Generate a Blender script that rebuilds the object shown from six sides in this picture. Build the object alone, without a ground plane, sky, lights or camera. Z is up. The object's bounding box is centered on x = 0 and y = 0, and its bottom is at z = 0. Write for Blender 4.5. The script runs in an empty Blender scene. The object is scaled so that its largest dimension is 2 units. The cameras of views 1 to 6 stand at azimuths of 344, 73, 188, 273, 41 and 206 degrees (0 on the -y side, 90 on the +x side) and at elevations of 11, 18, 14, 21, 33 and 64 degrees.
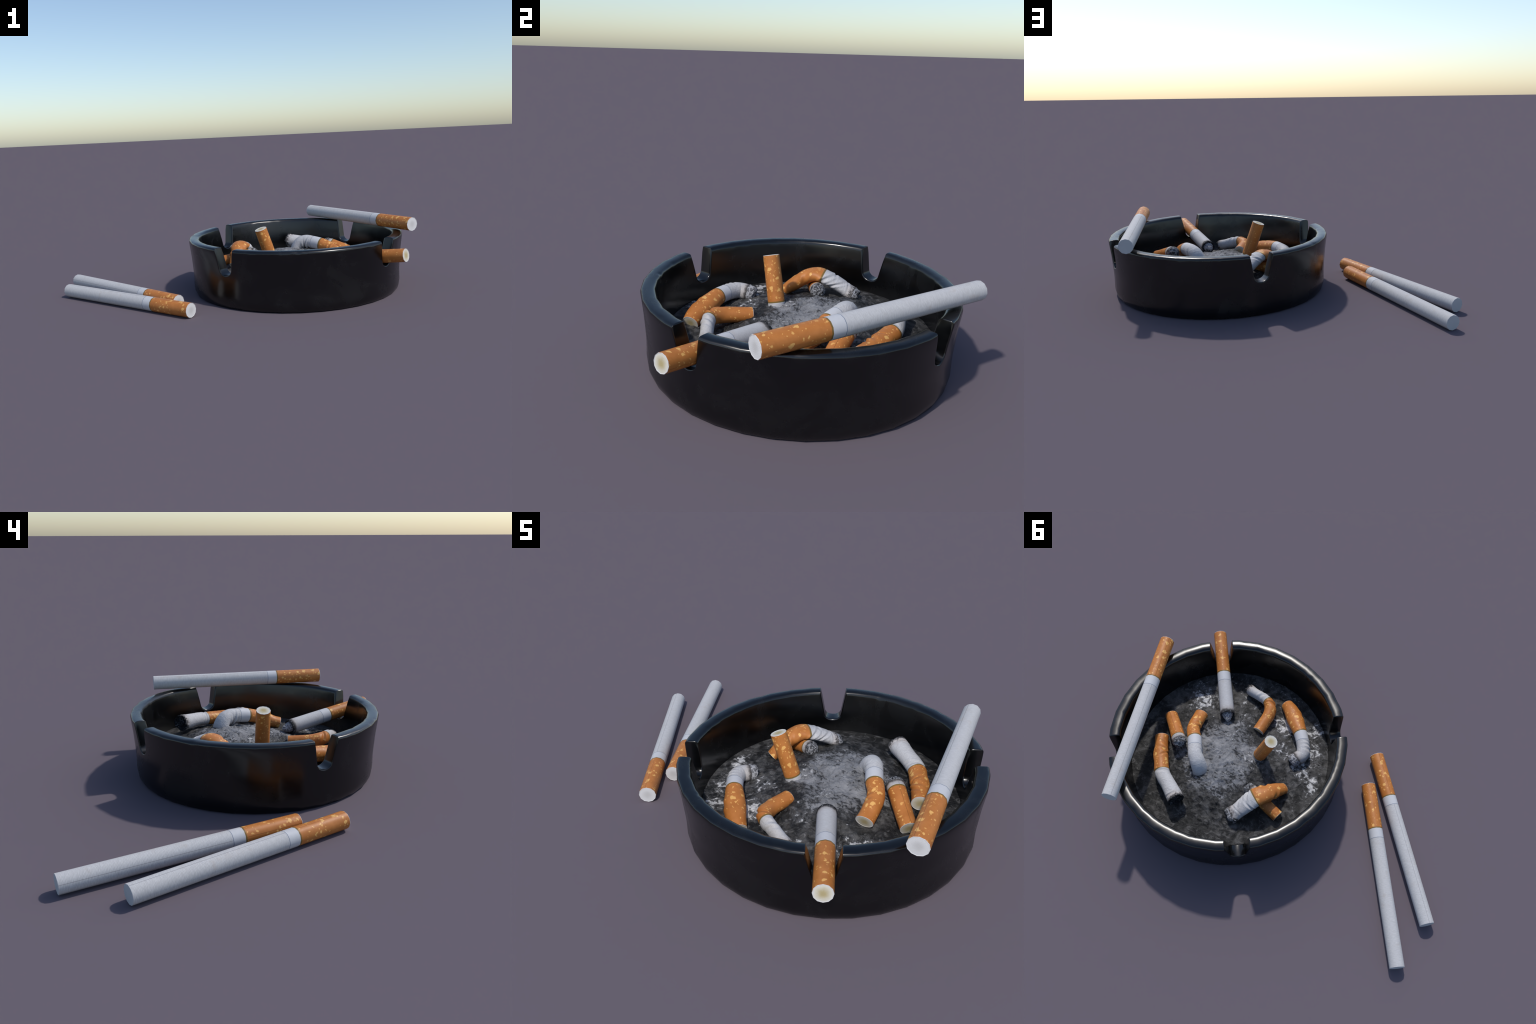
"""Round black ashtray with four notches, a bed of ash, crushed cigarette butts in it,
one cigarette across the rim, one in a notch and two lying beside it."""
import bpy, bmesh, math
import numpy as np
from mathutils import Vector, Matrix, noise

noise.seed_set(7)
TAU = math.tau
CX, CY = 0.3635, -0.004            # axis of the ashtray
NOTCH0 = math.radians(-57.0)       # direction of the first notch
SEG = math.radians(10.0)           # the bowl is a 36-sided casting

scene = bpy.context.scene
col = scene.collection


# ------------------------------------------------------------------ helpers
def sm(a, b, x):
    t = np.clip((np.asarray(x, float) - a) / (b - a), 0, 1)
    return t * t * (3 - 2 * t)


def nz(x, y, z, s=1.0):
    return noise.noise(Vector((x * s, y * s, z * s)))


def fbm(x, y, z, s=1.0, octs=4):
    return noise.fractal(Vector((x * s, y * s, z * s)), 1.0, 2.0, octs)


def link(ob):
    col.objects.link(ob)
    return ob


def empty(name, loc, label, category):
    ob = link(bpy.data.objects.new(name, None))
    ob.empty_display_size = 0.05
    ob.location = loc
    ob["label"] = label
    ob["category"] = category
    return ob


# ---------------------------------------------------------------- materials
class Mat:
    """Small node-building helper around one Principled material."""

    def __init__(self, name):
        self.m = bpy.data.materials.new(name)
        self.m.use_nodes = True
        self.t = self.m.node_tree
        self.b = self.t.nodes["Principled BSDF"]

    def node(self, kind, **props):
        n = self.t.nodes.new(kind)
        for k, v in props.items():
            setattr(n, k, v)
        return n

    def put(self, sock, v):
        if isinstance(v, bpy.types.NodeSocket):
            self.t.links.new(v, sock)
        elif isinstance(v, (tuple, list)) and len(v) == 3 and sock.type == "RGBA":
            sock.default_value = (*v, 1)
        else:
            sock.default_value = v

    def coords(self):
        return self.node("ShaderNodeTexCoord").outputs["Object"]

    def vary(self, vec, amount=7.0):
        r = self.node("ShaderNodeObjectInfo").outputs["Random"]
        return self.vmath("ADD", vec, self.math("MULTIPLY", r, amount))

    def mapping(self, vec, scale=(1, 1, 1), loc=(0, 0, 0)):
        n = self.node("ShaderNodeMapping")
        self.put(n.inputs["Vector"], vec)
        n.inputs["Scale"].default_value = scale
        n.inputs["Location"].default_value = loc
        return n.outputs[0]

    def noise(self, vec, scale, detail=2.0, rough=0.5, dist=0.0, out="Fac"):
        n = self.node("ShaderNodeTexNoise")
        self.put(n.inputs["Vector"], vec)
        for k, v in (("Scale", scale), ("Detail", detail), ("Roughness", rough), ("Distortion", dist)):
            self.put(n.inputs[k], v)
        return n.outputs[out]

    def voronoi(self, vec, scale, feature="F1", out="Distance", rnd=1.0):
        n = self.node("ShaderNodeTexVoronoi", feature=feature)
        self.put(n.inputs["Vector"], vec)
        n.inputs["Scale"].default_value = scale
        n.inputs["Randomness"].default_value = rnd
        return n.outputs[out]

    def math(self, op, a, b=0.0, c=0.0, clamp=False):
        n = self.node("ShaderNodeMath", operation=op, use_clamp=clamp)
        for i, v in enumerate((a, b, c)):
            self.put(n.inputs[i], v)
        return n.outputs[0]

    def vmath(self, op, a, b=None, out=0):
        n = self.node("ShaderNodeVectorMath", operation=op)
        self.put(n.inputs[0], a)
        if b is not None:
            self.put(n.inputs[1], b)
        return n.outputs[out]

    def sep(self, v):
        n = self.node("ShaderNodeSeparateXYZ")
        self.put(n.inputs[0], v)
        return n.outputs

    def step(self, v, a, b, lo=0.0, hi=1.0):
        n = self.node("ShaderNodeMapRange", interpolation_type="SMOOTHSTEP")
        for i, x in enumerate((v, a, b, lo, hi)):
            self.put(n.inputs[i], x)
        return n.outputs[0]

    def mix(self, f, a, b):
        n = self.node("ShaderNodeMix", data_type="RGBA")
        self.put(n.inputs["Factor"], f)
        self.put(n.inputs["A"], a) if False else self.put(n.inputs[6], a)
        self.put(n.inputs[7], b)
        return n.outputs[2]

    def bump(self, h, strength, dist, base=None):
        n = self.node("ShaderNodeBump")
        n.inputs["Strength"].default_value = strength
        n.inputs["Distance"].default_value = dist
        self.put(n.inputs["Height"], h)
        if base is not None:
            self.put(n.inputs["Normal"], base)
        return n.outputs[0]

    def done(self, color, rough=0.6, normal=None, spec=0.5):
        self.put(self.b.inputs["Base Color"], color)
        self.put(self.b.inputs["Roughness"], rough)
        self.b.inputs["Specular IOR Level"].default_value = spec
        if normal is not None:
            self.put(self.b.inputs["Normal"], normal)
        return self.m


def mat_bowl():
    m = Mat("black_glazed_glass")
    o = m.coords()
    smudge = m.noise(o, 5.0, 5.0, 0.6, 0.6)
    fine = m.noise(o, 38.0, 3.0, 0.6)
    patch = m.step(smudge, 0.42, 0.66)
    rough = m.math("ADD", m.math("MULTIPLY", patch, 0.09), m.math("MULTIPLY_ADD", fine, 0.04, 0.195))
    c = m.mix(patch, (0.0014, 0.0014, 0.0016), (0.0034, 0.0034, 0.0037))
    n = m.bump(m.noise(o, 9.0, 2.0, 0.4), 0.02, 0.02)
    return m.done(c, rough, n, 0.62)


def mat_filter(seam=False):
    m = Mat("cork_tipping_paper_seamed" if seam else "cork_tipping_paper")
    o = m.coords()
    v = m.vary(o)
    warp = m.noise(v, 55.0, 2.0, 0.5, 0, "Color")
    w = m.vmath("ADD", v, m.vmath("SCALE", m.vmath("SUBTRACT", warp, (0.5, 0.5, 0.5)), None))
    m.t.nodes[-1]
    for n in m.t.nodes:
        if n.bl_idname == "ShaderNodeVectorMath" and n.operation == "SCALE":
            n.inputs["Scale"].default_value = 0.022

    def spots(scale, size, keep):
        d = m.voronoi(w, scale)
        pick = m.sep(m.voronoi(w, scale, out="Color"))
        limit = m.math("MULTIPLY_ADD", pick[1], size * 0.75, size * 0.45)
        inside = m.step(m.math("SUBTRACT", limit, d), -0.02, 0.09)
        return m.math("MULTIPLY", inside, m.math("LESS_THAN", pick[0], keep))

    s = m.math("MAXIMUM", spots(36.0, 0.36, 0.46), m.math("MULTIPLY", spots(84.0, 0.38, 0.34), 0.8))
    tone = m.noise(v, 22.0, 4.0, 0.6)
    grain = m.noise(m.mapping(v, (1, 1, 2)), 260.0, 2.0, 0.6)
    base = m.mix(m.step(tone, 0.3, 0.7), (0.450, 0.157, 0.033), (0.540, 0.200, 0.048))
    base = m.mix(m.math("MULTIPLY", grain, 0.28), base, (0.36, 0.12, 0.026))
    c = m.mix(s, base, (0.76, 0.41, 0.12))
    h = m.math("MULTIPLY", grain, 0.4)
    n = None
    if seam:
        p = m.sep(o)
        line = m.math("MULTIPLY", m.step(m.math("ABSOLUTE", p[1]), 0.0004, 0.0016, 1, 0),
                      m.math("GREATER_THAN", p[0], 0.0))
        c = m.mix(m.math("MULTIPLY", line, 0.55), c, (0.13, 0.04, 0.008))
    n = m.bump(h, 0.12, 0.002, n)
    return m.done(c, 0.5, n, 0.35)


def mat_paper(kind):
    """Cigarette paper; local z runs from the burning end towards the filter."""
    m = Mat("cigarette_paper_" + kind)
    o = m.coords()
    p = m.sep(o)
    v = m.vary(o)
    ribs = m.node("ShaderNodeTexWave", bands_direction="Z")
    m.put(ribs.inputs["Vector"], o)
    ribs.inputs["Scale"].default_value = 62.0
    ribs.inputs["Distortion"].default_value = 1.2
    ribs.inputs["Detail"].default_value = 2.0
    ribs.inputs["Detail Scale"].default_value = 2.5
    fibre = m.noise(m.mapping(v, (1, 1, 7)), 70.0, 4.0, 0.65)
    blot = m.noise(v, 17.0, 4.0, 0.62)
    c = m.mix(m.step(fibre, 0.3, 0.72), (0.450, 0.441, 0.441), (0.565, 0.556, 0.555))
    c = m.mix(m.math("MULTIPLY", ribs.outputs["Fac"], 0.16), c, (0.375, 0.372, 0.382))
    c = m.mix(m.math("MULTIPLY", m.step(blot, 0.55, 0.74), 0.40), c, (0.42, 0.365, 0.325))
    if kind in ("straight", "smoked"):
        line = m.math("MULTIPLY", m.step(m.math("ABSOLUTE", p[1]), 0.0005, 0.0018, 1, 0),
                      m.math("GREATER_THAN", p[0], 0.0))
        c = m.mix(m.math("MULTIPLY", line, 0.5), c, (0.16, 0.15, 0.16))
    crushed = kind in ("crushed", "scorched")
    if kind == "smoked" or crushed:
        reach = 0.085 if kind == "scorched" else 0.030
        wob = m.math("MULTIPLY_ADD", m.noise(v, 62.0, 5.0, 0.68), reach, -reach * 0.5)
        z = m.math("ADD", p[2], wob)
        c = m.mix(m.math("MULTIPLY", m.step(z, 0.004, 0.045, 1, 0), 0.5), c, (0.30, 0.25, 0.215))
        c = m.mix(m.math("MULTIPLY", m.step(z, 0.003, 0.017, 1, 0), 0.92), c, (0.035, 0.033, 0.033))
    if crushed:
        crease = m.noise(m.mapping(v, (1, 1, 1.6)), 30.0, 3.0, 0.55, 1.6)
        ridge = m.math("ABSOLUTE", m.math("SUBTRACT", crease, 0.5))
        c = m.mix(m.math("MULTIPLY", m.step(ridge, 0.0, 0.022, 1, 0), 0.22), c, (0.30, 0.25, 0.24))
        n = m.bump(ridge, 0.35, 0.012)
    else:
        n = m.bump(ribs.outputs["Fac"], 0.10, 0.002)
    return m.done(c, 0.72, n, 0.25)


def mat_plain(name, color, rough=0.7, var=0.2, scale=90.0, spec=0.25):
    m = Mat(name)
    v = m.coords()
    d = tuple(x * (1 - var) for x in color)
    c = m.mix(m.noise(v, scale, 3.0, 0.6), d, tuple(min(1, x * (1 + var * 0.6)) for x in color))
    return m.done(c, rough, m.bump(m.noise(v, scale * 2.5, 2.0), 0.1, 0.002), spec)


def mat_plug(used):
    m = Mat("filter_plug_stained" if used else "filter_plug_clean")
    o = m.coords()
    r = m.vmath("LENGTH", m.vmath("MULTIPLY", o, (1, 1, 0)), None, 1)
    wob = m.math("MULTIPLY_ADD", m.noise(o, 60.0, 3.0), 0.012, -0.006)
    rr = m.math("ADD", r, wob)
    fib = m.noise(o, 240.0, 2.0, 0.7)
    if used:
        c = m.mix(m.step(rr, 0.004, 0.033), (0.42, 0.34, 0.17), (0.63, 0.60, 0.52))
        c = m.mix(m.math("MULTIPLY", m.step(rr, 0.027, 0.034), 0.85), c, (0.62, 0.61, 0.61))
    else:
        c = m.mix(m.step(rr, 0.004, 0.03), (0.53, 0.52, 0.52), (0.65, 0.645, 0.65))
    c = m.mix(m.math("MULTIPLY", fib, 0.16), c, (0.45, 0.41, 0.35))
    return m.done(c, 0.85, m.bump(fib, 0.3, 0.003), 0.2)


def mat_char(name, lo, hi, pale):
    m = Mat(name)
    o = m.coords()
    v = m.vary(o)
    w = m.noise(v, 58.0, 5.0, 0.65, 1.4)
    cells = m.voronoi(v, 62.0, "DISTANCE_TO_EDGE")
    veins = m.step(cells, 0.03, 0.20, 1, 0)
    f = m.math("MULTIPLY", m.step(w, lo, hi), m.math("MULTIPLY_ADD", veins, 0.6, 0.4))
    c = m.mix(f, (0.020, 0.020, 0.022), (pale, pale, pale * 1.04))
    c = m.mix(m.step(w, 0.28, 0.40, 1, 0), c, (0.006, 0.006, 0.007))
    n = m.bump(w, 0.9, 0.016)
    return m.done(c, 0.85, n, 0.2)


ASH_PATCH = [  # x, y, radius, strength of the pale flake drifts
    (0.664, -0.257, 0.13, 1.0), (0.71, -0.31, 0.13, 0.8), (0.476, -0.355, 0.09, 0.7),
    (0.404, -0.247, 0.09, 0.8), (0.181, -0.292, 0.10, 1.0), (0.009, -0.335, 0.10, 1.0),
    (-0.03, -0.10, 0.12, 0.9), (-0.115, -0.03, 0.09, 1.0), (0.381, -0.09, 0.08, 0.75),
    (0.225, 0.018, 0.10, 0.75), (-0.061, -0.23, 0.10, 1.0), (0.244, 0.39, 0.08, 0.35),
    (0.0, 0.33, 0.12, 0.4), (0.51, -0.17, 0.09, 0.45), (0.10, -0.15, 0.10, 0.8),
]


def mat_ash():
    m = Mat("cigarette_ash")
    o = m.coords()
    xyz = m.sep(o)
    flat = m.vmath("MULTIPLY", o, (1, 1, 0))
    warp = m.noise(o, 6.0, 4.0, 0.6, 0, "Color")
    wv = m.vmath("ADD", flat, m.vmath("MULTIPLY", m.vmath("SUBTRACT", warp, (0.5, 0.5, 0.5)), (0.14, 0.14, 0)))
    # grey dust on the heap in the middle
    rc = m.vmath("DISTANCE", wv, (0.40 - CX, 0.055 - CY, 0), 1)
    heap = m.step(rc, 0.10, 0.31, 1, 0)
    grit = m.noise(o, 30.0, 7.0, 0.68, 0.7)
    grit2 = m.noise(o, 105.0, 4.0, 0.7)
    big = m.noise(o, 6.5, 5.0, 0.62, 0.6)
    soft = m.noise(o, 15.0, 6.0, 0.62, 0.4)
    # soot floor: almost black with dusty mottling
    dust = m.math("MULTIPLY", m.step(soft, 0.42, 0.60), m.step(big, 0.34, 0.58))
    c = m.mix(dust, (0.010, 0.0098, 0.0096), (0.070, 0.068, 0.067))
    c = m.mix(m.math("MULTIPLY", m.step(grit, 0.535, 0.62), 0.65), c, (0.12, 0.118, 0.117))
    c = m.mix(m.math("MULTIPLY", m.step(grit, 0.36, 0.46, 1, 0), 0.8), c, (0.006, 0.006, 0.006))
    # smooth pale grey crust on the heap, broken by dark pits near its border
    crust = m.math("ADD", m.math("MULTIPLY", heap, 0.62), m.math("MULTIPLY", m.math("SUBTRACT", big, 0.5), 1.1))
    crust = m.step(crust, 0.14, 0.34)
    tone = m.mix(m.step(soft, 0.3, 0.7), (0.145, 0.146, 0.152), (0.265, 0.267, 0.277))
    pitn = m.noise(m.mapping(o, (1, 1.5, 1)), 42.0, 7.0, 0.68, 0.6)
    pitn = m.math("ADD", m.math("MULTIPLY", pitn, 0.7), m.math("MULTIPLY", soft, 0.3))
    pit = m.step(m.math("MULTIPLY_ADD", heap, 0.115, pitn), 0.50, 0.575, 1, 0)
    tone = m.mix(m.math("MULTIPLY", pit, 0.92), tone, (0.017, 0.017, 0.018))
    c = m.mix(crust, c, tone)
    # pale flakes lying in drifts, most of them on the near and left-hand side
    tot = m.math("MULTIPLY_ADD", m.math("MULTIPLY_ADD", xyz[0], -0.6, m.math("MULTIPLY", xyz[1], -0.8)), 0.55, 0.22)
    tot = m.math("MINIMUM", m.math("MAXIMUM", tot, 0.03), 0.42)
    for x, y, r, s in ASH_PATCH:
        d = m.vmath("DISTANCE", wv, (x - CX, y - CY, 0), 1)
        tot = m.math("MAXIMUM", tot, m.step(d, r * 0.1, r * 1.25, s, 0))
    fl = m.math("ADD", m.noise(o, 36.0, 6.0, 0.64, 0.5), m.math("MULTIPLY_ADD", grit2, 0.22, -0.11))
    thr = m.math("MULTIPLY_ADD", tot, -0.275, 0.732)
    over = m.math("SUBTRACT", fl, thr)
    halo = m.math("MULTIPLY", m.step(over, -0.12, 0.02), m.math("MULTIPLY", tot, 0.8))
    c = m.mix(halo, c, (0.15, 0.15, 0.155))
    flakes = m.math("MULTIPLY", m.step(over, 0.0, 0.06), m.math("MULTIPLY_ADD", tot, 0.55, 0.42))
    white = m.mix(m.step(grit2, 0.38, 0.62), (0.40, 0.40, 0.41), (0.72, 0.72, 0.73))
    c = m.mix(flakes, c, white)
    h = m.math("ADD", m.math("MULTIPLY", grit, 0.9), m.math("MULTIPLY", flakes, 0.6))
    h = m.math("SUBTRACT", h, m.math("MULTIPLY", m.math("MULTIPLY", pit, crust), 0.5))
    n = m.bump(h, 0.7, 0.020)
    n = m.bump(grit2, 0.30, 0.006, n)
    return m.done(c, m.math("MULTIPLY_ADD", crust, 0.22, 0.55), n, 0.42)


M = dict(
    bowl=mat_bowl(), filt=mat_filter(False), filt_seam=mat_filter(True),
    straight=mat_paper("straight"), smoked=mat_paper("smoked"), crushed=mat_paper("crushed"), scorched=mat_paper("scorched"),
    band=mat_plain("overwrap_paper", (0.54, 0.54, 0.555), 0.6, 0.06),
    edge=mat_plain("olive_edge_line", (0.20, 0.125, 0.035), 0.45, 0.2),
    thread=mat_plain("grey_blue_line", (0.20, 0.23, 0.29), 0.7, 0.1),
    plug=mat_plug(True), plug_clean=mat_plug(False), char=mat_char("burnt_tobacco", 0.38, 0.58, 0.46), char_dark=mat_char("charred_tobacco", 0.46, 0.72, 0.30),
    char_pale=mat_char("pale_ash_end", 0.27, 0.46, 0.50),
    tip=mat_plain("packed_white_end", (0.48, 0.485, 0.50), 0.8, 0.05, 60), ash=mat_ash(),
)


# ------------------------------------------------------------------ ashtray
def facet(x, y):
    """Pull a round outline in to the 36-sided one."""
    a = np.arctan2(y, x) - NOTCH0
    return math.cos(SEG / 2) / np.cos(np.mod(a, SEG) - SEG / 2)


OUT_Z = [0.0, 0.006, 0.016, 0.028, 0.042, 0.07, 0.10, 0.13, 0.16, 0.19, 0.22, 0.25, 0.28, 0.302, 0.313, 0.34]
OUT_R = [0.6045, 0.610, 0.6145, 0.618, 0.6195, 0.619, 0.6185, 0.6195, 0.6215, 0.6235, 0.6255, 0.6285, 0.632, 0.6345, 0.6355, 0.6365]
IN_Z = [0.075, 0.082, 0.095, 0.11, 0.14, 0.18, 0.22, 0.26, 0.29, 0.312, 0.34]
IN_R = [0.515, 0.530, 0.542, 0.548, 0.553, 0.5575, 0.562, 0.5665, 0.571, 0.5745, 0.5765]
RIM_Z, RIM_R = 0.330, 0.605


def rim_path():
    """One quadrant of the developed rim line, centred on a notch: offset along the rim, height, bevel scale."""
    pts = []
    # right half of the notch from its lowest point up the flaring side
    for t in np.linspace(0, 0.93 * math.pi / 2, 13):
        pts.append((0.0405 * math.sin(t), 0.2185 - 0.0335 * math.cos(t)))
    p0, p1 = np.array(pts[-1]), np.array((0.0613, 0.3245))
    for t in np.linspace(0, 1, 16)[1:]:
        pts.append(tuple(p0 + (p1 - p0) * t))
    for t in np.linspace(0.2, 1.0, 7):       # small rounded shoulder
        w = t * math.pi / 2
        pts.append((0.0613 + 0.0062 * (1 - math.cos(w)), 0.3245 + 0.0055 * math.sin(w)))
    for o in (0.0693, 0.0712, 0.0731):
        pts.append((o, RIM_Z))
    half = [(o, h, 0.40 + 0.60 * float(sm(0.292, 0.3245, h))) for o, h in pts]
    for d in np.concatenate([[7.1, 7.35, 7.65], np.arange(8.0, 45.0, 1.0)]):
        o = RIM_R * math.sin(math.radians(d))
        half.append((o, RIM_Z, 1.0))
    left = [(-o, h, k) for o, h, k in half[:0:-1]]
    edge = (-RIM_R * math.sin(math.radians(45)), RIM_Z, 1.0)
    return [edge] + left + half


def build_bowl(parent):
    path = rim_path()
    po = np.array([p[:2] for p in path])
    ext = np.vstack([[po[0, 0] - 0.01, RIM_Z], po, [po[-1, 0] + 0.01, RIM_Z]])
    tan = ext[2:] - ext[:-2]
    tan /= np.linalg.norm(tan, axis=1)[:, None]
    nrm = np.stack([-tan[:, 1], tan[:, 0]], 1)
    lip_out = [(0.0, 0.0170), (0.0009, 0.0112), (0.0034, 0.0062), (0.0078, 0.0029), (0.0140, 0.0010)]
    lip_in = [(0.0140, 0.0012), (0.0080, 0.0034), (0.0040, 0.0068), (0.0013, 0.0115), (0.0, 0.0180)]
    rng = np.random.default_rng(5)
    nicks = [(rng.uniform(0, 360), rng.uniform(0.5, 2.2), rng.uniform(0.06, 0.34)) for _ in range(26)]

    side_h, side_o = [0.2, 0.2185, 0.3245, 0.34], [0.0405, 0.0405, 0.0613, 0.0643]

    def sink(o, h, n2, drop, worn):
        """Lower a rim point by the lip profile: full drop on the rim, less inside the notch, mitred where they meet."""
        small = drop * 0.40
        zz = min(h - n2[1] * small, RIM_Z - drop * (1 + worn))
        sgn = 1.0 if o >= 0 else -1.0
        oo = abs(o) - sgn * n2[0] * small
        if h > 0.224:
            oo = max(oo, float(np.interp(zz, side_h, side_o)) + small)
        return sgn * oo, zz

    def wear(q, inner):
        deg = math.degrees(q) + (57 if inner else 0)
        c = 0.015 * nz(math.cos(q) * 3, math.sin(q) * 3, 4.0 + inner, 4.0)
        for d, w, amp in nicks:
            e = (deg - d + 180) % 360 - 180
            c += amp * math.exp(-(e / w) ** 2) * (0.7 if inner else 1.0)
        return c

    grid = []
    for k in range(4):
        base = NOTCH0 + k * math.pi / 2
        for (o, h, ks), n2 in zip(path, nrm):
            phi = math.asin(o / RIM_R)
            far = float(sm(0.085, 0.20, abs(o)))

            def pos(oo, z, r):
                th = base + (1 - far) * math.asin(max(-1, min(1, oo / max(r, 0.2)))) + far * phi
                return (r * math.cos(th), r * math.sin(th), z)

            q = base + phi
            co, ci = wear(q, 0) * float(sm(0.325, 0.33, h)), wear(q, 1) * float(sm(0.325, 0.33, h))
            colm = [(0.02 * math.cos(q), 0.02 * math.sin(q), 0.010), (0.3 * math.cos(q), 0.3 * math.sin(q), 0.010)]
            colm += [pos(o, 0.010, 0.555), pos(o, 0.006, 0.570), pos(o, 0.0, 0.580)]
            for z in OUT_Z[:8]:
                colm.append(pos(o, z, float(np.interp(z, OUT_Z, OUT_R))))
            # outer wall up to the lip
            e = sink(o, h, n2, lip_out[0][1], co)
            for t in np.linspace(0, 1, 13)[1:-1]:
                oo, z = o + (e[0] - o) * t, 0.13 + (e[1] - 0.13) * t
                colm.append(pos(oo, z, float(np.interp(z, OUT_Z, OUT_R))))
            for d, drop in lip_out:
                g = sink(o, h, n2, drop, co)
                colm.append(pos(g[0], g[1], float(np.interp(g[1], OUT_Z, OUT_R)) - d * ks * (1 + 0.5 * co)))
            ro, ri = float(np.interp(h, OUT_Z, OUT_R)), float(np.interp(h, IN_Z, IN_R))
            for f in (0.38, 0.5, 0.62):
                colm.append(pos(o, h, ro + (ri - ro) * f))
            for d, drop in lip_in:
                g = sink(o, h, n2, drop, ci)
                colm.append(pos(g[0], g[1], float(np.interp(g[1], IN_Z, IN_R)) + d * ks * (1 + 0.5 * ci)))
            e = sink(o, h, n2, lip_in[-1][1], ci)
            for t in np.linspace(1, 0, 13)[1:]:
                oo, z = o + (e[0] - o) * t, 0.14 + (e[1] - 0.14) * t
                colm.append(pos(oo, z, float(np.interp(z, IN_Z, IN_R))))
            for z in IN_Z[3::-1]:
                colm.append(pos(o, z, float(np.interp(z, IN_Z, IN_R))))
            colm += [(0.3 * math.cos(q), 0.3 * math.sin(q), 0.074), (0.02 * math.cos(q), 0.02 * math.sin(q), 0.074)]
            grid.append(colm)
    G = np.array(grid)
    nc, nr = G.shape[:2]
    dc = np.roll(G, -1, 0) - np.roll(G, 1, 0)
    dr = np.gradient(G, axis=1)
    N = np.cross(dc, dr)
    N /= np.maximum(np.linalg.norm(N, axis=2), 1e-12)[..., None]
    N[:, :2] = (0, 0, -1)
    N[:, -2:] = (0, 0, 1)
    f = facet(G[..., 0], G[..., 1])
    G[..., 0] *= f
    G[..., 1] *= f
    verts = G.reshape(-1, 3).tolist()
    faces = []
    for i in range(nc):
        j = (i + 1) % nc
        for r in range(nr - 1):
            faces.append((i * nr + r, j * nr + r, j * nr + r + 1, i * nr + r + 1))
    faces.append(tuple(i * nr for i in range(nc))[::-1])
    faces.append(tuple(i * nr + nr - 1 for i in range(nc)))
    me = bpy.data.meshes.new("bowl")
    me.from_pydata(verts, [], faces)
    me.polygons.foreach_set("use_smooth", [True] * len(faces))
    me.materials.append(M["bowl"])
    me.update()
    me.normals_split_custom_set_from_vertices(N.reshape(-1, 3).tolist())
    ob = link(bpy.data.objects.new("bowl", me))
    ob.parent = parent
    return ob


def ash_height(x, y):
    """World height of the ash bed at world (x, y), without fine grain."""
    r = math.hypot(x - CX, y - CY)
    d = math.hypot(x - 0.355, y - 0.095)
    z = 0.107 + 0.092 * math.exp(-(d / 0.34) ** 2.15) + 0.010 * math.exp(-((x - 0.44) ** 2 + (y - 0.20) ** 2) / 0.0075) + 0.006 * float(sm(0.44, 0.55, r))
    for bx, by, bh, bs in ((0.35, -0.17, 0.017, 0.10), (0.03, -0.14, 0.011, 0.12), (0.24, -0.43, 0.009, 0.08), (0.20, 0.34, 0.006, 0.08)):
        z += bh * math.exp(-((x - bx) ** 2 + (y - by) ** 2) / bs ** 2)   # ash pushed up around the stubs
    z += 0.008 * nz(x, y, 0.3, 7.0) * float(sm(0.55, 0.40, r))
    return z


def build_ash(parent):
    nr, na = 170, 520
    R = 0.5525
    verts, faces = [(0, 0, ash_height(CX, CY))], []
    for i in range(1, nr + 1):
        r = R * (i / nr) ** 0.8
        for j in range(na):
            a = TAU * j / na + NOTCH0
            x, y = r * math.cos(a), r * math.sin(a)
            f = float(facet(x, y))
            x, y = x * f, y * f
            z = ash_height(CX + x, CY + y)
            fade = 1 - float(sm(0.42, 0.55, r)) * 0.9
            heap = math.exp(-(math.hypot(x + 0.02, y - 0.06) / 0.22) ** 2)
            z += fade * (0.0060 * fbm(x, y, 0.1, 19, 3) + (0.0027 + 0.002 * heap) * fbm(x, y, 0.7, 62, 3))
            lump = max(0.0, fbm(x, y, 2.3, 30, 2) - 0.28)
            z += fade * 0.012 * lump
            # scratch left by a stub ground out on the heap
            u, v = x + 0.085, y - 0.055
            z -= 0.012 * math.exp(-(u / 0.016) ** 2 - (v / 0.022) ** 2)
            z -= 0.007 * math.exp(-((u + 0.0 - 0.03) / 0.028) ** 2 - ((v + 0.02 + u * 0.5) / 0.007) ** 2)
            verts.append((x, y, z))
    for j in range(na):
        faces.append((0, 1 + j, 1 + (j + 1) % na))
    for i in range(nr - 1):
        a, b = 1 + i * na, 1 + (i + 1) * na
        for j in range(na):
            k = (j + 1) % na
            faces.append((a + j, b + j, b + k, a + k))
    me = bpy.data.meshes.new("ash_bed")
    me.from_pydata(verts, [], faces)
    me.polygons.foreach_set("use_smooth", [True] * len(faces))
    me.materials.append(M["ash"])
    me.update()
    ob = link(bpy.data.objects.new("ash_bed", me))
    ob.parent = parent
    return ob


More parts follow.
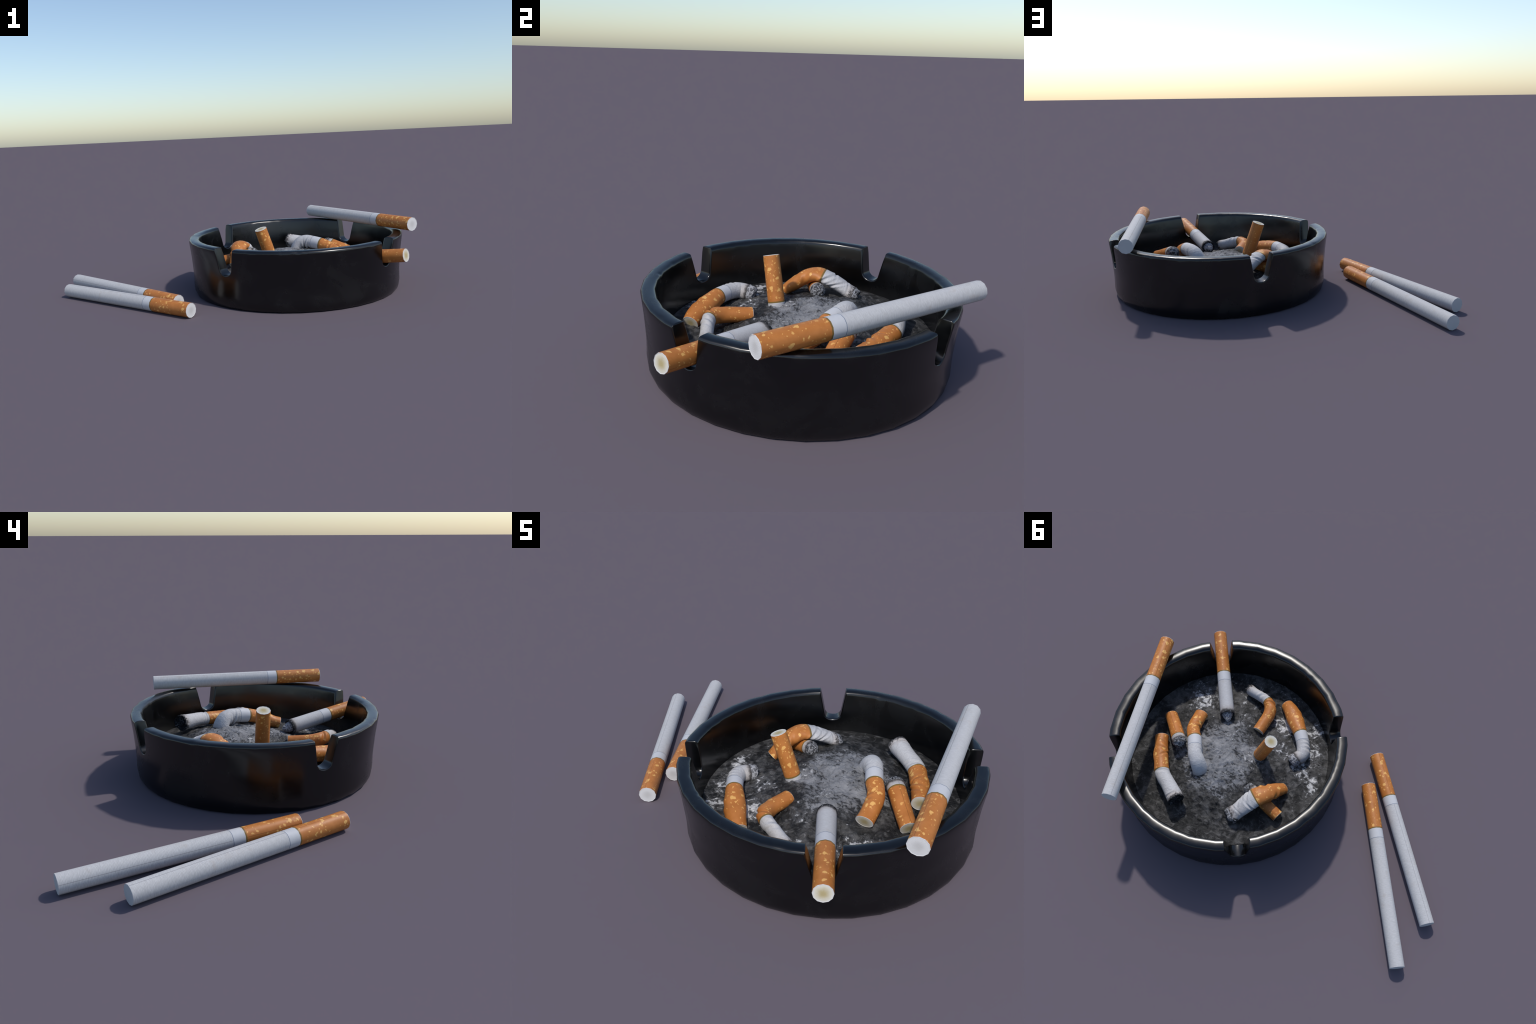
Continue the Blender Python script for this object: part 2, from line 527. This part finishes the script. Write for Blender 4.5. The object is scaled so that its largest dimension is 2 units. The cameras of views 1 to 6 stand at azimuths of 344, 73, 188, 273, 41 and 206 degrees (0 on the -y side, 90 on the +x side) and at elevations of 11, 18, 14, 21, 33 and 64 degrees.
# --------------------------------------------------------------- cigarettes
def spline(ctrl, step=0.004):
    """Centripetal-like Catmull-Rom through the control rows; returns dense rows and arc length."""
    c = np.array(ctrl, float)
    c = np.vstack([2 * c[0] - c[1], c, 2 * c[-1] - c[-2]])
    rows = []
    for i in range(1, len(c) - 2):
        p0, p1, p2, p3 = c[i - 1:i + 3]
        for t in np.linspace(0, 1, 40, endpoint=False):
            rows.append(0.5 * (2 * p1 + (p2 - p0) * t + (2 * p0 - 5 * p1 + 4 * p2 - p3) * t * t + (3 * p1 - p0 - 3 * p2 + p3) * t ** 3))
    rows.append(c[-2])
    rows = np.array(rows)
    s = np.concatenate([[0], np.cumsum(np.linalg.norm(np.diff(rows[:, :3], axis=0), axis=1))])
    knots = s[::40]
    return rows, s, knots


class Tube:
    """A paper tube along a bent spine: control rows are x, y, z, half width, half height."""

    def __init__(self, ctrl, sides, up=(0, 0, 1), folds=(), crumple=0.0, seed=0.0, flip=0.0, jag=0.0):
        self.rows, self.s, self.knots = spline(ctrl)
        self.sides, self.folds, self.crumple, self.seed, self.flip, self.jag = sides, folds, crumple, seed, flip, jag
        self.len = self.s[-1]
        T = np.gradient(self.rows[:, :3], self.s, axis=0)
        T /= np.linalg.norm(T, axis=1)[:, None]
        u = np.array(up, float)
        U = []
        for t in T:
            u = u - t * np.dot(u, t)
            u /= np.linalg.norm(u)
            U.append(u)
        self.T, self.U = T, np.array(U)
        self.a = TAU * np.arange(sides) / sides + flip

    def at(self, s):
        f = lambda arr: np.array([np.interp(s, self.s, arr[:, k]) for k in range(arr.shape[1])])
        r, t, u = f(self.rows), f(self.T), f(self.U)
        t /= np.linalg.norm(t)
        u -= t * np.dot(u, t)
        u /= np.linalg.norm(u)
        return r[:3], r[3], r[4], t, u, np.cross(t, u)

    def ring(self, s):
        """Ring of points at arc length s (folds and crumples included)."""
        out = []
        for a in self.a:
            c, rw, rh, t, u, v = self.at(s)
            k = 1.0
            for s0, a0, w, amp, slant in self.folds:
                da = (a - a0 + math.pi) % TAU - math.pi
                reach = math.exp(-(da / 1.15) ** 2)
                q = (s - s0 - slant * math.sin(da)) / w
                k += reach * amp * (-math.exp(-q * q) + 0.55 * math.exp(-((abs(q) - 1.9) / 0.8) ** 2))
            p = c + u * (rh * math.sin(a)) + v * (rw * math.cos(a))
            if self.crumple:
                x = p * 1.0
                k += self.crumple * 1.2 * nz(x[0] + self.seed, x[1], x[2], 17)
                k += self.crumple * 0.9 * nz(x[0] + self.seed, x[1] + 3, x[2], 38)
            p = c + (p - c) * k
            if self.jag:
                e = float(sm(self.len - 0.02, self.len, s))
                p = p + t * e * self.jag * (nz(math.cos(a) * 2.3 + self.seed * 5, math.sin(a) * 2.3, self.seed, 1.0)
                                            + 0.5 * nz(math.cos(a) * 6 + self.seed, math.sin(a) * 6, 2, 1.0))
            out.append(p)
        return np.array(out)

    def grid(self, cuts, step):
        """All rings, keeping every cut length exactly; returns points, normals and index of each cut."""
        ss, idx = [cuts[0]], [0]
        for a, b in zip(cuts, cuts[1:]):
            k = max(1, int(round((b - a) / step)))
            ss += list(np.linspace(a, b, k + 1)[1:])
            idx.append(len(ss) - 1)
        P = np.array([self.ring(s) for s in ss])
        da = np.roll(P, -1, 1) - np.roll(P, 1, 1)
        ds = np.gradient(P, axis=0)
        N = np.cross(da, ds)
        N /= np.maximum(np.linalg.norm(N, axis=2), 1e-9)[..., None]
        C = P.mean(1, keepdims=True)
        if ((P - C) * N).sum() < 0:
            N = -N
        return P, N, idx


def frame(origin, z, x):
    z = Vector(z).normalized()
    x = Vector(x)
    x = (x - z * x.dot(z)).normalized()
    y = z.cross(x)
    return Matrix(((x[0], y[0], z[0], origin[0]), (x[1], y[1], z[1], origin[1]), (x[2], y[2], z[2], origin[2]), (0, 0, 0, 1)))


def piece(name, mat, parent, W, verts, faces, normals=None):
    """Mesh object from world-space points, stored in the local frame W."""
    inv = W.inverted()
    me = bpy.data.meshes.new(name)
    me.from_pydata([inv @ Vector(v) for v in verts], [], faces)
    me.polygons.foreach_set("use_smooth", [True] * len(faces))
    me.materials.append(mat)
    me.update()
    if normals is not None:
        rot = inv.to_3x3()
        me.normals_split_custom_set_from_vertices([(rot @ Vector(n)).normalized() for n in normals])
    ob = link(bpy.data.objects.new(name, me))
    ob.parent = parent
    ob.matrix_basis = Matrix.Translation(-parent.location) @ W
    return ob


def skin(name, mat, parent, W, P, N, i0, i1):
    n = P.shape[1]
    faces = []
    for i in range(i1 - i0):
        for j in range(n):
            k = (j + 1) % n
            faces.append((i * n + j, (i + 1) * n + j, (i + 1) * n + k, i * n + k))
    Q = P[i0:i1 + 1]
    # make sure faces look outwards
    a, b, c = Q[0, 0], Q[1, 0], Q[1, 1]
    if np.dot(np.cross(b - a, c - a), N[i0, 0]) < 0:
        faces = [f[::-1] for f in faces]
    return piece(name, mat, parent, W, Q.reshape(-1, 3), faces, N[i0:i1 + 1].reshape(-1, 3))


def cap(name, mat, parent, W, ring, direction, rows, rough=0.0, seed=0.0, smooth=True):
    """Close a ring with concentric rows (radius factor, offset along direction)."""
    ring = np.array(ring)
    n = len(ring)
    c = ring.mean(0)
    d = np.array(direction) / np.linalg.norm(direction)
    verts, faces = [], []
    for m, (k, h) in enumerate(rows):
        for p in ring:
            q = c + (p - c) * k + d * h
            if rough and m > 0:
                q = q + d * rough * fbm(q[0] + seed, q[1], q[2], 55, 3) + (p - c) * k * rough * 9 * fbm(q[0] + seed, q[1] + 5, q[2], 45, 3)
            verts.append(q)
    for m in range(len(rows) - 1):
        for j in range(n):
            k = (j + 1) % n
            faces.append((m * n + j, (m + 1) * n + j, (m + 1) * n + k, m * n + k))
    top = c + d * rows[-1][1]
    verts.append(top)
    o = (len(rows) - 1) * n
    for j in range(n):
        faces.append((o + j, len(verts) - 1, o + (j + 1) % n))
    a, b, e = (np.array(verts[i]) for i in faces[-1])
    if np.dot(np.cross(b - a, e - a), d) < 0:
        faces = [f[::-1] for f in faces]
    ob = piece(name, mat, parent, W, verts, faces)
    if not smooth:
        ob.data.polygons.foreach_set("use_smooth", [False] * len(faces))
    return ob


BLOCK = [(1.0, 0.0), (0.995, 0.12), (1.0, 0.3), (0.985, 0.52), (0.95, 0.72), (0.88, 0.86), (0.76, 0.95), (0.58, 1.0), (0.36, 1.0), (0.16, 0.98)]
DOME = [(1.0, 0.0), (0.985, 0.10), (0.95, 0.28), (0.88, 0.48), (0.78, 0.66), (0.64, 0.82), (0.48, 0.92), (0.32, 0.98), (0.15, 1.0)]


def cigarette(name, label, category, tube, filter_end, tip, band=0.052, clean=False, straight=False,
              paper="crushed", step=0.0028, tip_h=0.03, tip_rough=0.008, char="char"):
    """Build one cigarette: filter wrap, olive edge, overwrap band, paper and its end."""
    L = tube.len
    e = 0.0065
    cuts = [0.0, filter_end - e, filter_end]
    kinds = ["filter_wrap", "edge_line"]
    if band:
        cuts += [filter_end + band, filter_end + band + 0.0028]
        kinds += ["paper_band", "band_line"]
    if L - cuts[-1] > 0.01:
        cuts.append(L)
        kinds.append("paper_tube")
    P, N, idx = tube.grid(cuts, step)
    low = P.reshape(-1, 3)
    base = (float(low[:, 0].mean()), float(low[:, 1].mean()), float(low[:, 2].min()))
    root = empty(name, base, label, category)
    c0, _, _, t0, u0, v0 = tube.at(0)
    c1, _, _, t1, u1, v1 = tube.at(L)
    seam = u0 * math.sin(tube.seam) + v0 * math.cos(tube.seam)
    seam1 = u1 * math.sin(tube.seam) + v1 * math.cos(tube.seam)
    Wf = frame(c0, t0, seam)
    Wp = frame(c1, -t1, seam1)
    mats = dict(filter_wrap=M["filt_seam"] if straight else M["filt"], edge_line=M["edge"], paper_band=M["band"],
                band_line=M["thread"], paper_tube=M[paper])
    for kind, a, b in zip(kinds, idx, idx[1:]):
        skin(kind, mats[kind], root, Wp if kind == "paper_tube" else Wf, P, N, a, b)
    # filter mouth: a thin paper lip, then the fibre plug set a hair inside
    cap("filter_plug", M["plug_clean" if clean else "plug"], root, Wf, P[0], -t0,
        [(1.0, 0.0), (0.985, 0.0012), (0.955, 0.0012), (0.94, 0.0002), (0.7, 0.0006), (0.4, 0.0008), (0.15, 0.0008)], 0.0, smooth=False)
    if tip == "unlit":
        cap("tobacco_end", M["tip"], root, Wp, P[-1], t1, [(1.0, 0.0), (0.97, 0.0006), (0.5, 0.0008), (0.15, 0.0008)], smooth=False)
    elif tip == "dome":
        rows = [(k, h * tip_h) for k, h in DOME]
        cap("burnt_tip", M[char], root, Wp, P[-1], t1, rows, tip_rough, tube.seed)
    elif tip == "block":
        cap("burnt_tip", M[char], root, Wp, P[-1], t1, [(k, h * tip_h) for k, h in BLOCK], tip_rough, tube.seed)
    elif tip == "hollow":
        rows = [(1.0, 0.0), (0.985, 0.004), (0.95, 0.005), (0.89, 0.001), (0.82, -0.004), (0.7, -0.006), (0.55, -0.004), (0.38, -0.005), (0.18, -0.004)]
        cap("burnt_tip", M[char], root, Wp, P[-1], t1, rows, tip_rough, tube.seed)
    elif tip == "cone":
        rim = [(1.0, 0.0), (1.03, 0.004), (1.02, 0.010), (0.93, 0.011), (0.84, 0.006), (0.6, 0.003), (0.3, 0.003)]
        cap("burnt_rim", M["char_dark"], root, Wp, P[-1], t1, rim, 0.002, tube.seed)
        ember = [(0.74, 0.003), (0.73, 0.012), (0.66, 0.020), (0.56, 0.028), (0.45, 0.036), (0.35, 0.043), (0.25, 0.049), (0.13, 0.054)]
        cap("burnt_tip", M[char], root, Wp, P[-1], t1, ember, tip_rough, tube.seed)
    elif tip == "blunt":
        rows = [(1.0, 0.0), (0.97, 0.008), (0.86, 0.015), (0.66, 0.02), (0.4, 0.022), (0.15, 0.022)]
        cap("burnt_tip", M[char], root, Wp, P[-1], t1, rows, tip_rough, tube.seed)
    return root


def straight(a, b, r0, r1, seam, n=5):
    a, b = np.array(a), np.array(b)
    rows = [(*(a + (b - a) * t), r0 + (r1 - r0) * t, r0 + (r1 - r0) * t) for t in np.linspace(0, 1, n)]
    tb = Tube(rows, 12)
    tb.seam = seam
    return tb


def bent(rows, folds=(), crumple=0.03, seed=0.0, up=(0, 0, 1), jag=0.006, sides=36):
    tb = Tube(rows, sides, up, folds, crumple, seed, 0.0, jag)
    tb.seam = 1.2
    return tb


UNLIT = ("unlit white cigarette with speckled cork-orange filter", "cigarette")
UP, DOWN, SIDE = math.pi / 2, -math.pi / 2, 0.0

# whole cigarettes: one on the rim, two on the ground
A = straight((0.954, -0.361, 0.371), (0.708, 0.590, 0.373), 0.0398, 0.0388, 2.05)
cigarette("cigarette", *UNLIT, A, 0.265, "unlit", clean=True, straight=True, paper="straight", step=0.03)
K = straight((-0.367, -0.413, 0.0385), (-0.973, 0.357, 0.0385), 0.0398, 0.0388, 1.75)
cigarette("cigarette", *UNLIT, K, 0.265, "unlit", clean=True, straight=True, paper="straight", step=0.03)
Lc = straight((-0.399, -0.219, 0.0385), (-0.918, 0.622, 0.0385), 0.0398, 0.0388, 2.8)
cigarette("cigarette", *UNLIT, Lc, 0.265, "unlit", clean=True, straight=True, paper="straight", step=0.03)

# half-smoked one resting in a notch
B = straight((0.766, -0.618, 0.252), (0.487, -0.196, 0.187), 0.0365, 0.0405, -0.35)
cigarette("cigarette_butt", "half smoked cigarette with ash cone and orange filter", "cigarette butt",
          B, 0.262, "cone", straight=True, paper="smoked", step=0.02, tip_rough=0.009, char="char_pale")

# stub standing upright in the ash
H = straight((0.136, -0.058, 0.373), (0.215, -0.047, 0.138), 0.0355, 0.0375, 2.6)
cigarette("cigarette_butt", "short cork-orange filter stub standing upright in ash", "cigarette butt",
          H, 0.205, "blunt", band=0.0, straight=True, paper="smoked", step=0.02)

BUTT = "cigarette butt"
# long bent stub by the rim
C = bent([(0.740, 0.098, 0.176, 0.037, 0.034), (0.712, 0.150, 0.178, 0.0375, 0.036), (0.682, 0.203, 0.184, 0.0405, 0.036), (0.652, 0.245, 0.187, 0.039, 0.036),
          (0.622, 0.287, 0.190, 0.040, 0.036), (0.585, 0.318, 0.197, 0.040, 0.036), (0.541, 0.345, 0.203, 0.040, 0.037), (0.462, 0.400, 0.209, 0.0455, 0.043)],
         [(0.105, 2.4, 0.010, 0.10, 0.02), (0.075, 2.7, 0.008, 0.07, 0.03), (0.128, 2.2, 0.006, 0.05, -0.02), (0.237, 1.6, 0.006, 0.08, 0.015), (0.255, 2.0, 0.006, 0.06, 0.02), (0.395, 1.0, 0.005, 0.05, 0.006)],
         0.022, 1.3)
cigarette("cigarette_butt", "long bent cigarette stub with charred open end", BUTT, C, C.knots[4], "hollow", band=0.0, paper="scorched", char="char_dark")

# short stub with a round charred end
D = bent([(0.771, -0.049, 0.157, 0.0355, 0.035), (0.735, -0.015, 0.171, 0.036, 0.036), (0.685, 0.034, 0.193, 0.037, 0.037), (0.640, 0.079, 0.212, 0.038, 0.038), (0.622, 0.097, 0.217, 0.039, 0.038)],
         [(0.205, 1.6, 0.006, 0.04, 0.0)], 0.010, 2.1)
D.seam = 1.45
cigarette("cigarette_butt", "short orange filter stub with round charred end", BUTT, D, D.len - 0.026, "dome", band=0.0, tip_h=0.034, straight=True, paper="smoked")

# stub pushed down into the heap
E_ = bent([(0.620, -0.131, 0.170, 0.038, 0.030), (0.613, -0.080, 0.184, 0.037, 0.035), (0.600, -0.018, 0.205, 0.036, 0.036), (0.577, 0.020, 0.221, 0.036, 0.036),
           (0.553, 0.048, 0.231, 0.0375, 0.038), (0.520, 0.100, 0.238, 0.038, 0.038), (0.494, 0.138, 0.241, 0.039, 0.038), (0.467, 0.163, 0.233, 0.041, 0.036), (0.448, 0.179, 0.207, 0.043, 0.035), (0.436, 0.190, 0.172, 0.044, 0.036)],
          [(0.112, 3.3, 0.010, 0.12, -0.02), (0.09, 2.6, 0.008, 0.06, -0.02), (0.322, 4.4, 0.010, 0.26, 0.01), (0.306, 3.6, 0.006, 0.13, 0.012), (0.340, 5.0, 0.006, 0.10, -0.012), (0.285, 4.4, 0.006, 0.08, 0.006), (0.03, 1.6, 0.02, 0.07, 0.0)],
          0.014, 3.7)
cigarette("cigarette_butt", "bent cigarette stub stubbed out in the ash", BUTT, E_, E_.knots[4], "blunt")

# thin folded stub near the front
F = bent([(0.281, -0.181, 0.168, 0.033, 0.031), (0.277, -0.235, 0.171, 0.034, 0.032), (0.274, -0.295, 0.176, 0.035, 0.034), (0.288, -0.342, 0.181, 0.033, 0.034),
          (0.322, -0.372, 0.181, 0.029, 0.034), (0.370, -0.388, 0.171, 0.027, 0.033), (0.415, -0.401, 0.158, 0.027, 0.032), (0.460, -0.415, 0.146, 0.031, 0.033)],
         [(0.165, 0.3, 0.008, 0.12, 0.012), (0.178, 0.9, 0.006, 0.10, 0.015), (0.235, 1.2, 0.008, 0.10, 0.02), (0.26, 0.7, 0.007, 0.09, 0.02), (0.1, 0.2, 0.012, 0.06, 0.03)],
         0.030, 4.9)
cigarette("cigarette_butt", "thin folded cigarette stub with dark end", BUTT, F, F.knots[4], "hollow", band=0.0, paper="scorched", char="char_dark")

# swollen stub with a hooked burnt end
G = bent([(0.222, -0.430, 0.130, 0.036, 0.033), (0.182, -0.398, 0.146, 0.042, 0.037), (0.140, -0.358, 0.157, 0.0475, 0.039), (0.098, -0.312, 0.167, 0.043, 0.039),
          (0.062, -0.274, 0.173, 0.038, 0.038), (0.028, -0.232, 0.172, 0.037, 0.037), (0.002, -0.190, 0.169, 0.037, 0.037), (-0.004, -0.158, 0.164, 0.037, 0.037), (0.016, -0.126, 0.159, 0.038, 0.037)],
         [(0.318, 3.1, 0.007, 0.13, 0.008), (0.300, 3.0, 0.006, 0.10, 0.010), (0.336, 3.0, 0.006, 0.09, 0.004), (0.12, 2.9, 0.014, 0.06, 0.02)],
         0.012, 5.5)
cigarette("cigarette_butt", "fat bent cigarette stub with grey ash end", BUTT, G, G.knots[4], "block", band=0.048, tip_h=0.034, tip_rough=0.008, char="char_pale")

# stub lying under the crossing one
J = bent([(-0.046, 0.219, 0.150, 0.033, 0.032), (0.02, 0.200, 0.163, 0.033, 0.033), (0.09, 0.180, 0.180, 0.0335, 0.033), (0.132, 0.168, 0.189, 0.034, 0.0335), (0.150, 0.163, 0.192, 0.034, 0.034)],
         [], 0.012, 6.1)
cigarette("cigarette_butt", "short orange filter stub with round charred end", BUTT, J, J.len - 0.027, "dome", band=0.0, tip_h=0.026)

# flattened stub folded over it
I_ = bent([(-0.003, 0.060, 0.150, 0.031, 0.024), (0.020, 0.100, 0.187, 0.040, 0.030), (0.048, 0.152, 0.228, 0.047, 0.032), (0.070, 0.186, 0.242, 0.050, 0.029),
           (0.091, 0.214, 0.238, 0.051, 0.028), (0.120, 0.258, 0.216, 0.047, 0.028), (0.148, 0.300, 0.188, 0.043, 0.029), (0.166, 0.326, 0.172, 0.047, 0.027)],
          [(0.232, 0.7, 0.008, 0.15, 0.026), (0.252, 2.5, 0.005, 0.10, -0.010), (0.278, 0.4, 0.007, 0.12, 0.034), (0.325, 1.3, 0.005, 0.06, -0.012), (0.125, 0.3, 0.014, 0.13, 0.03), (0.11, 3.0, 0.012, 0.10, 0.02)],
          0.035, 7.7)
cigarette("cigarette_butt", "flattened creased cigarette stub folded across another", BUTT, I_, I_.knots[4], "block", band=0.0, paper="scorched", tip_h=0.026, tip_rough=0.012)

tray = empty("ashtray", (CX, CY, 0), "round glossy black ashtray with four notches and grey ash", "ashtray")
build_bowl(tray)
build_ash(tray)
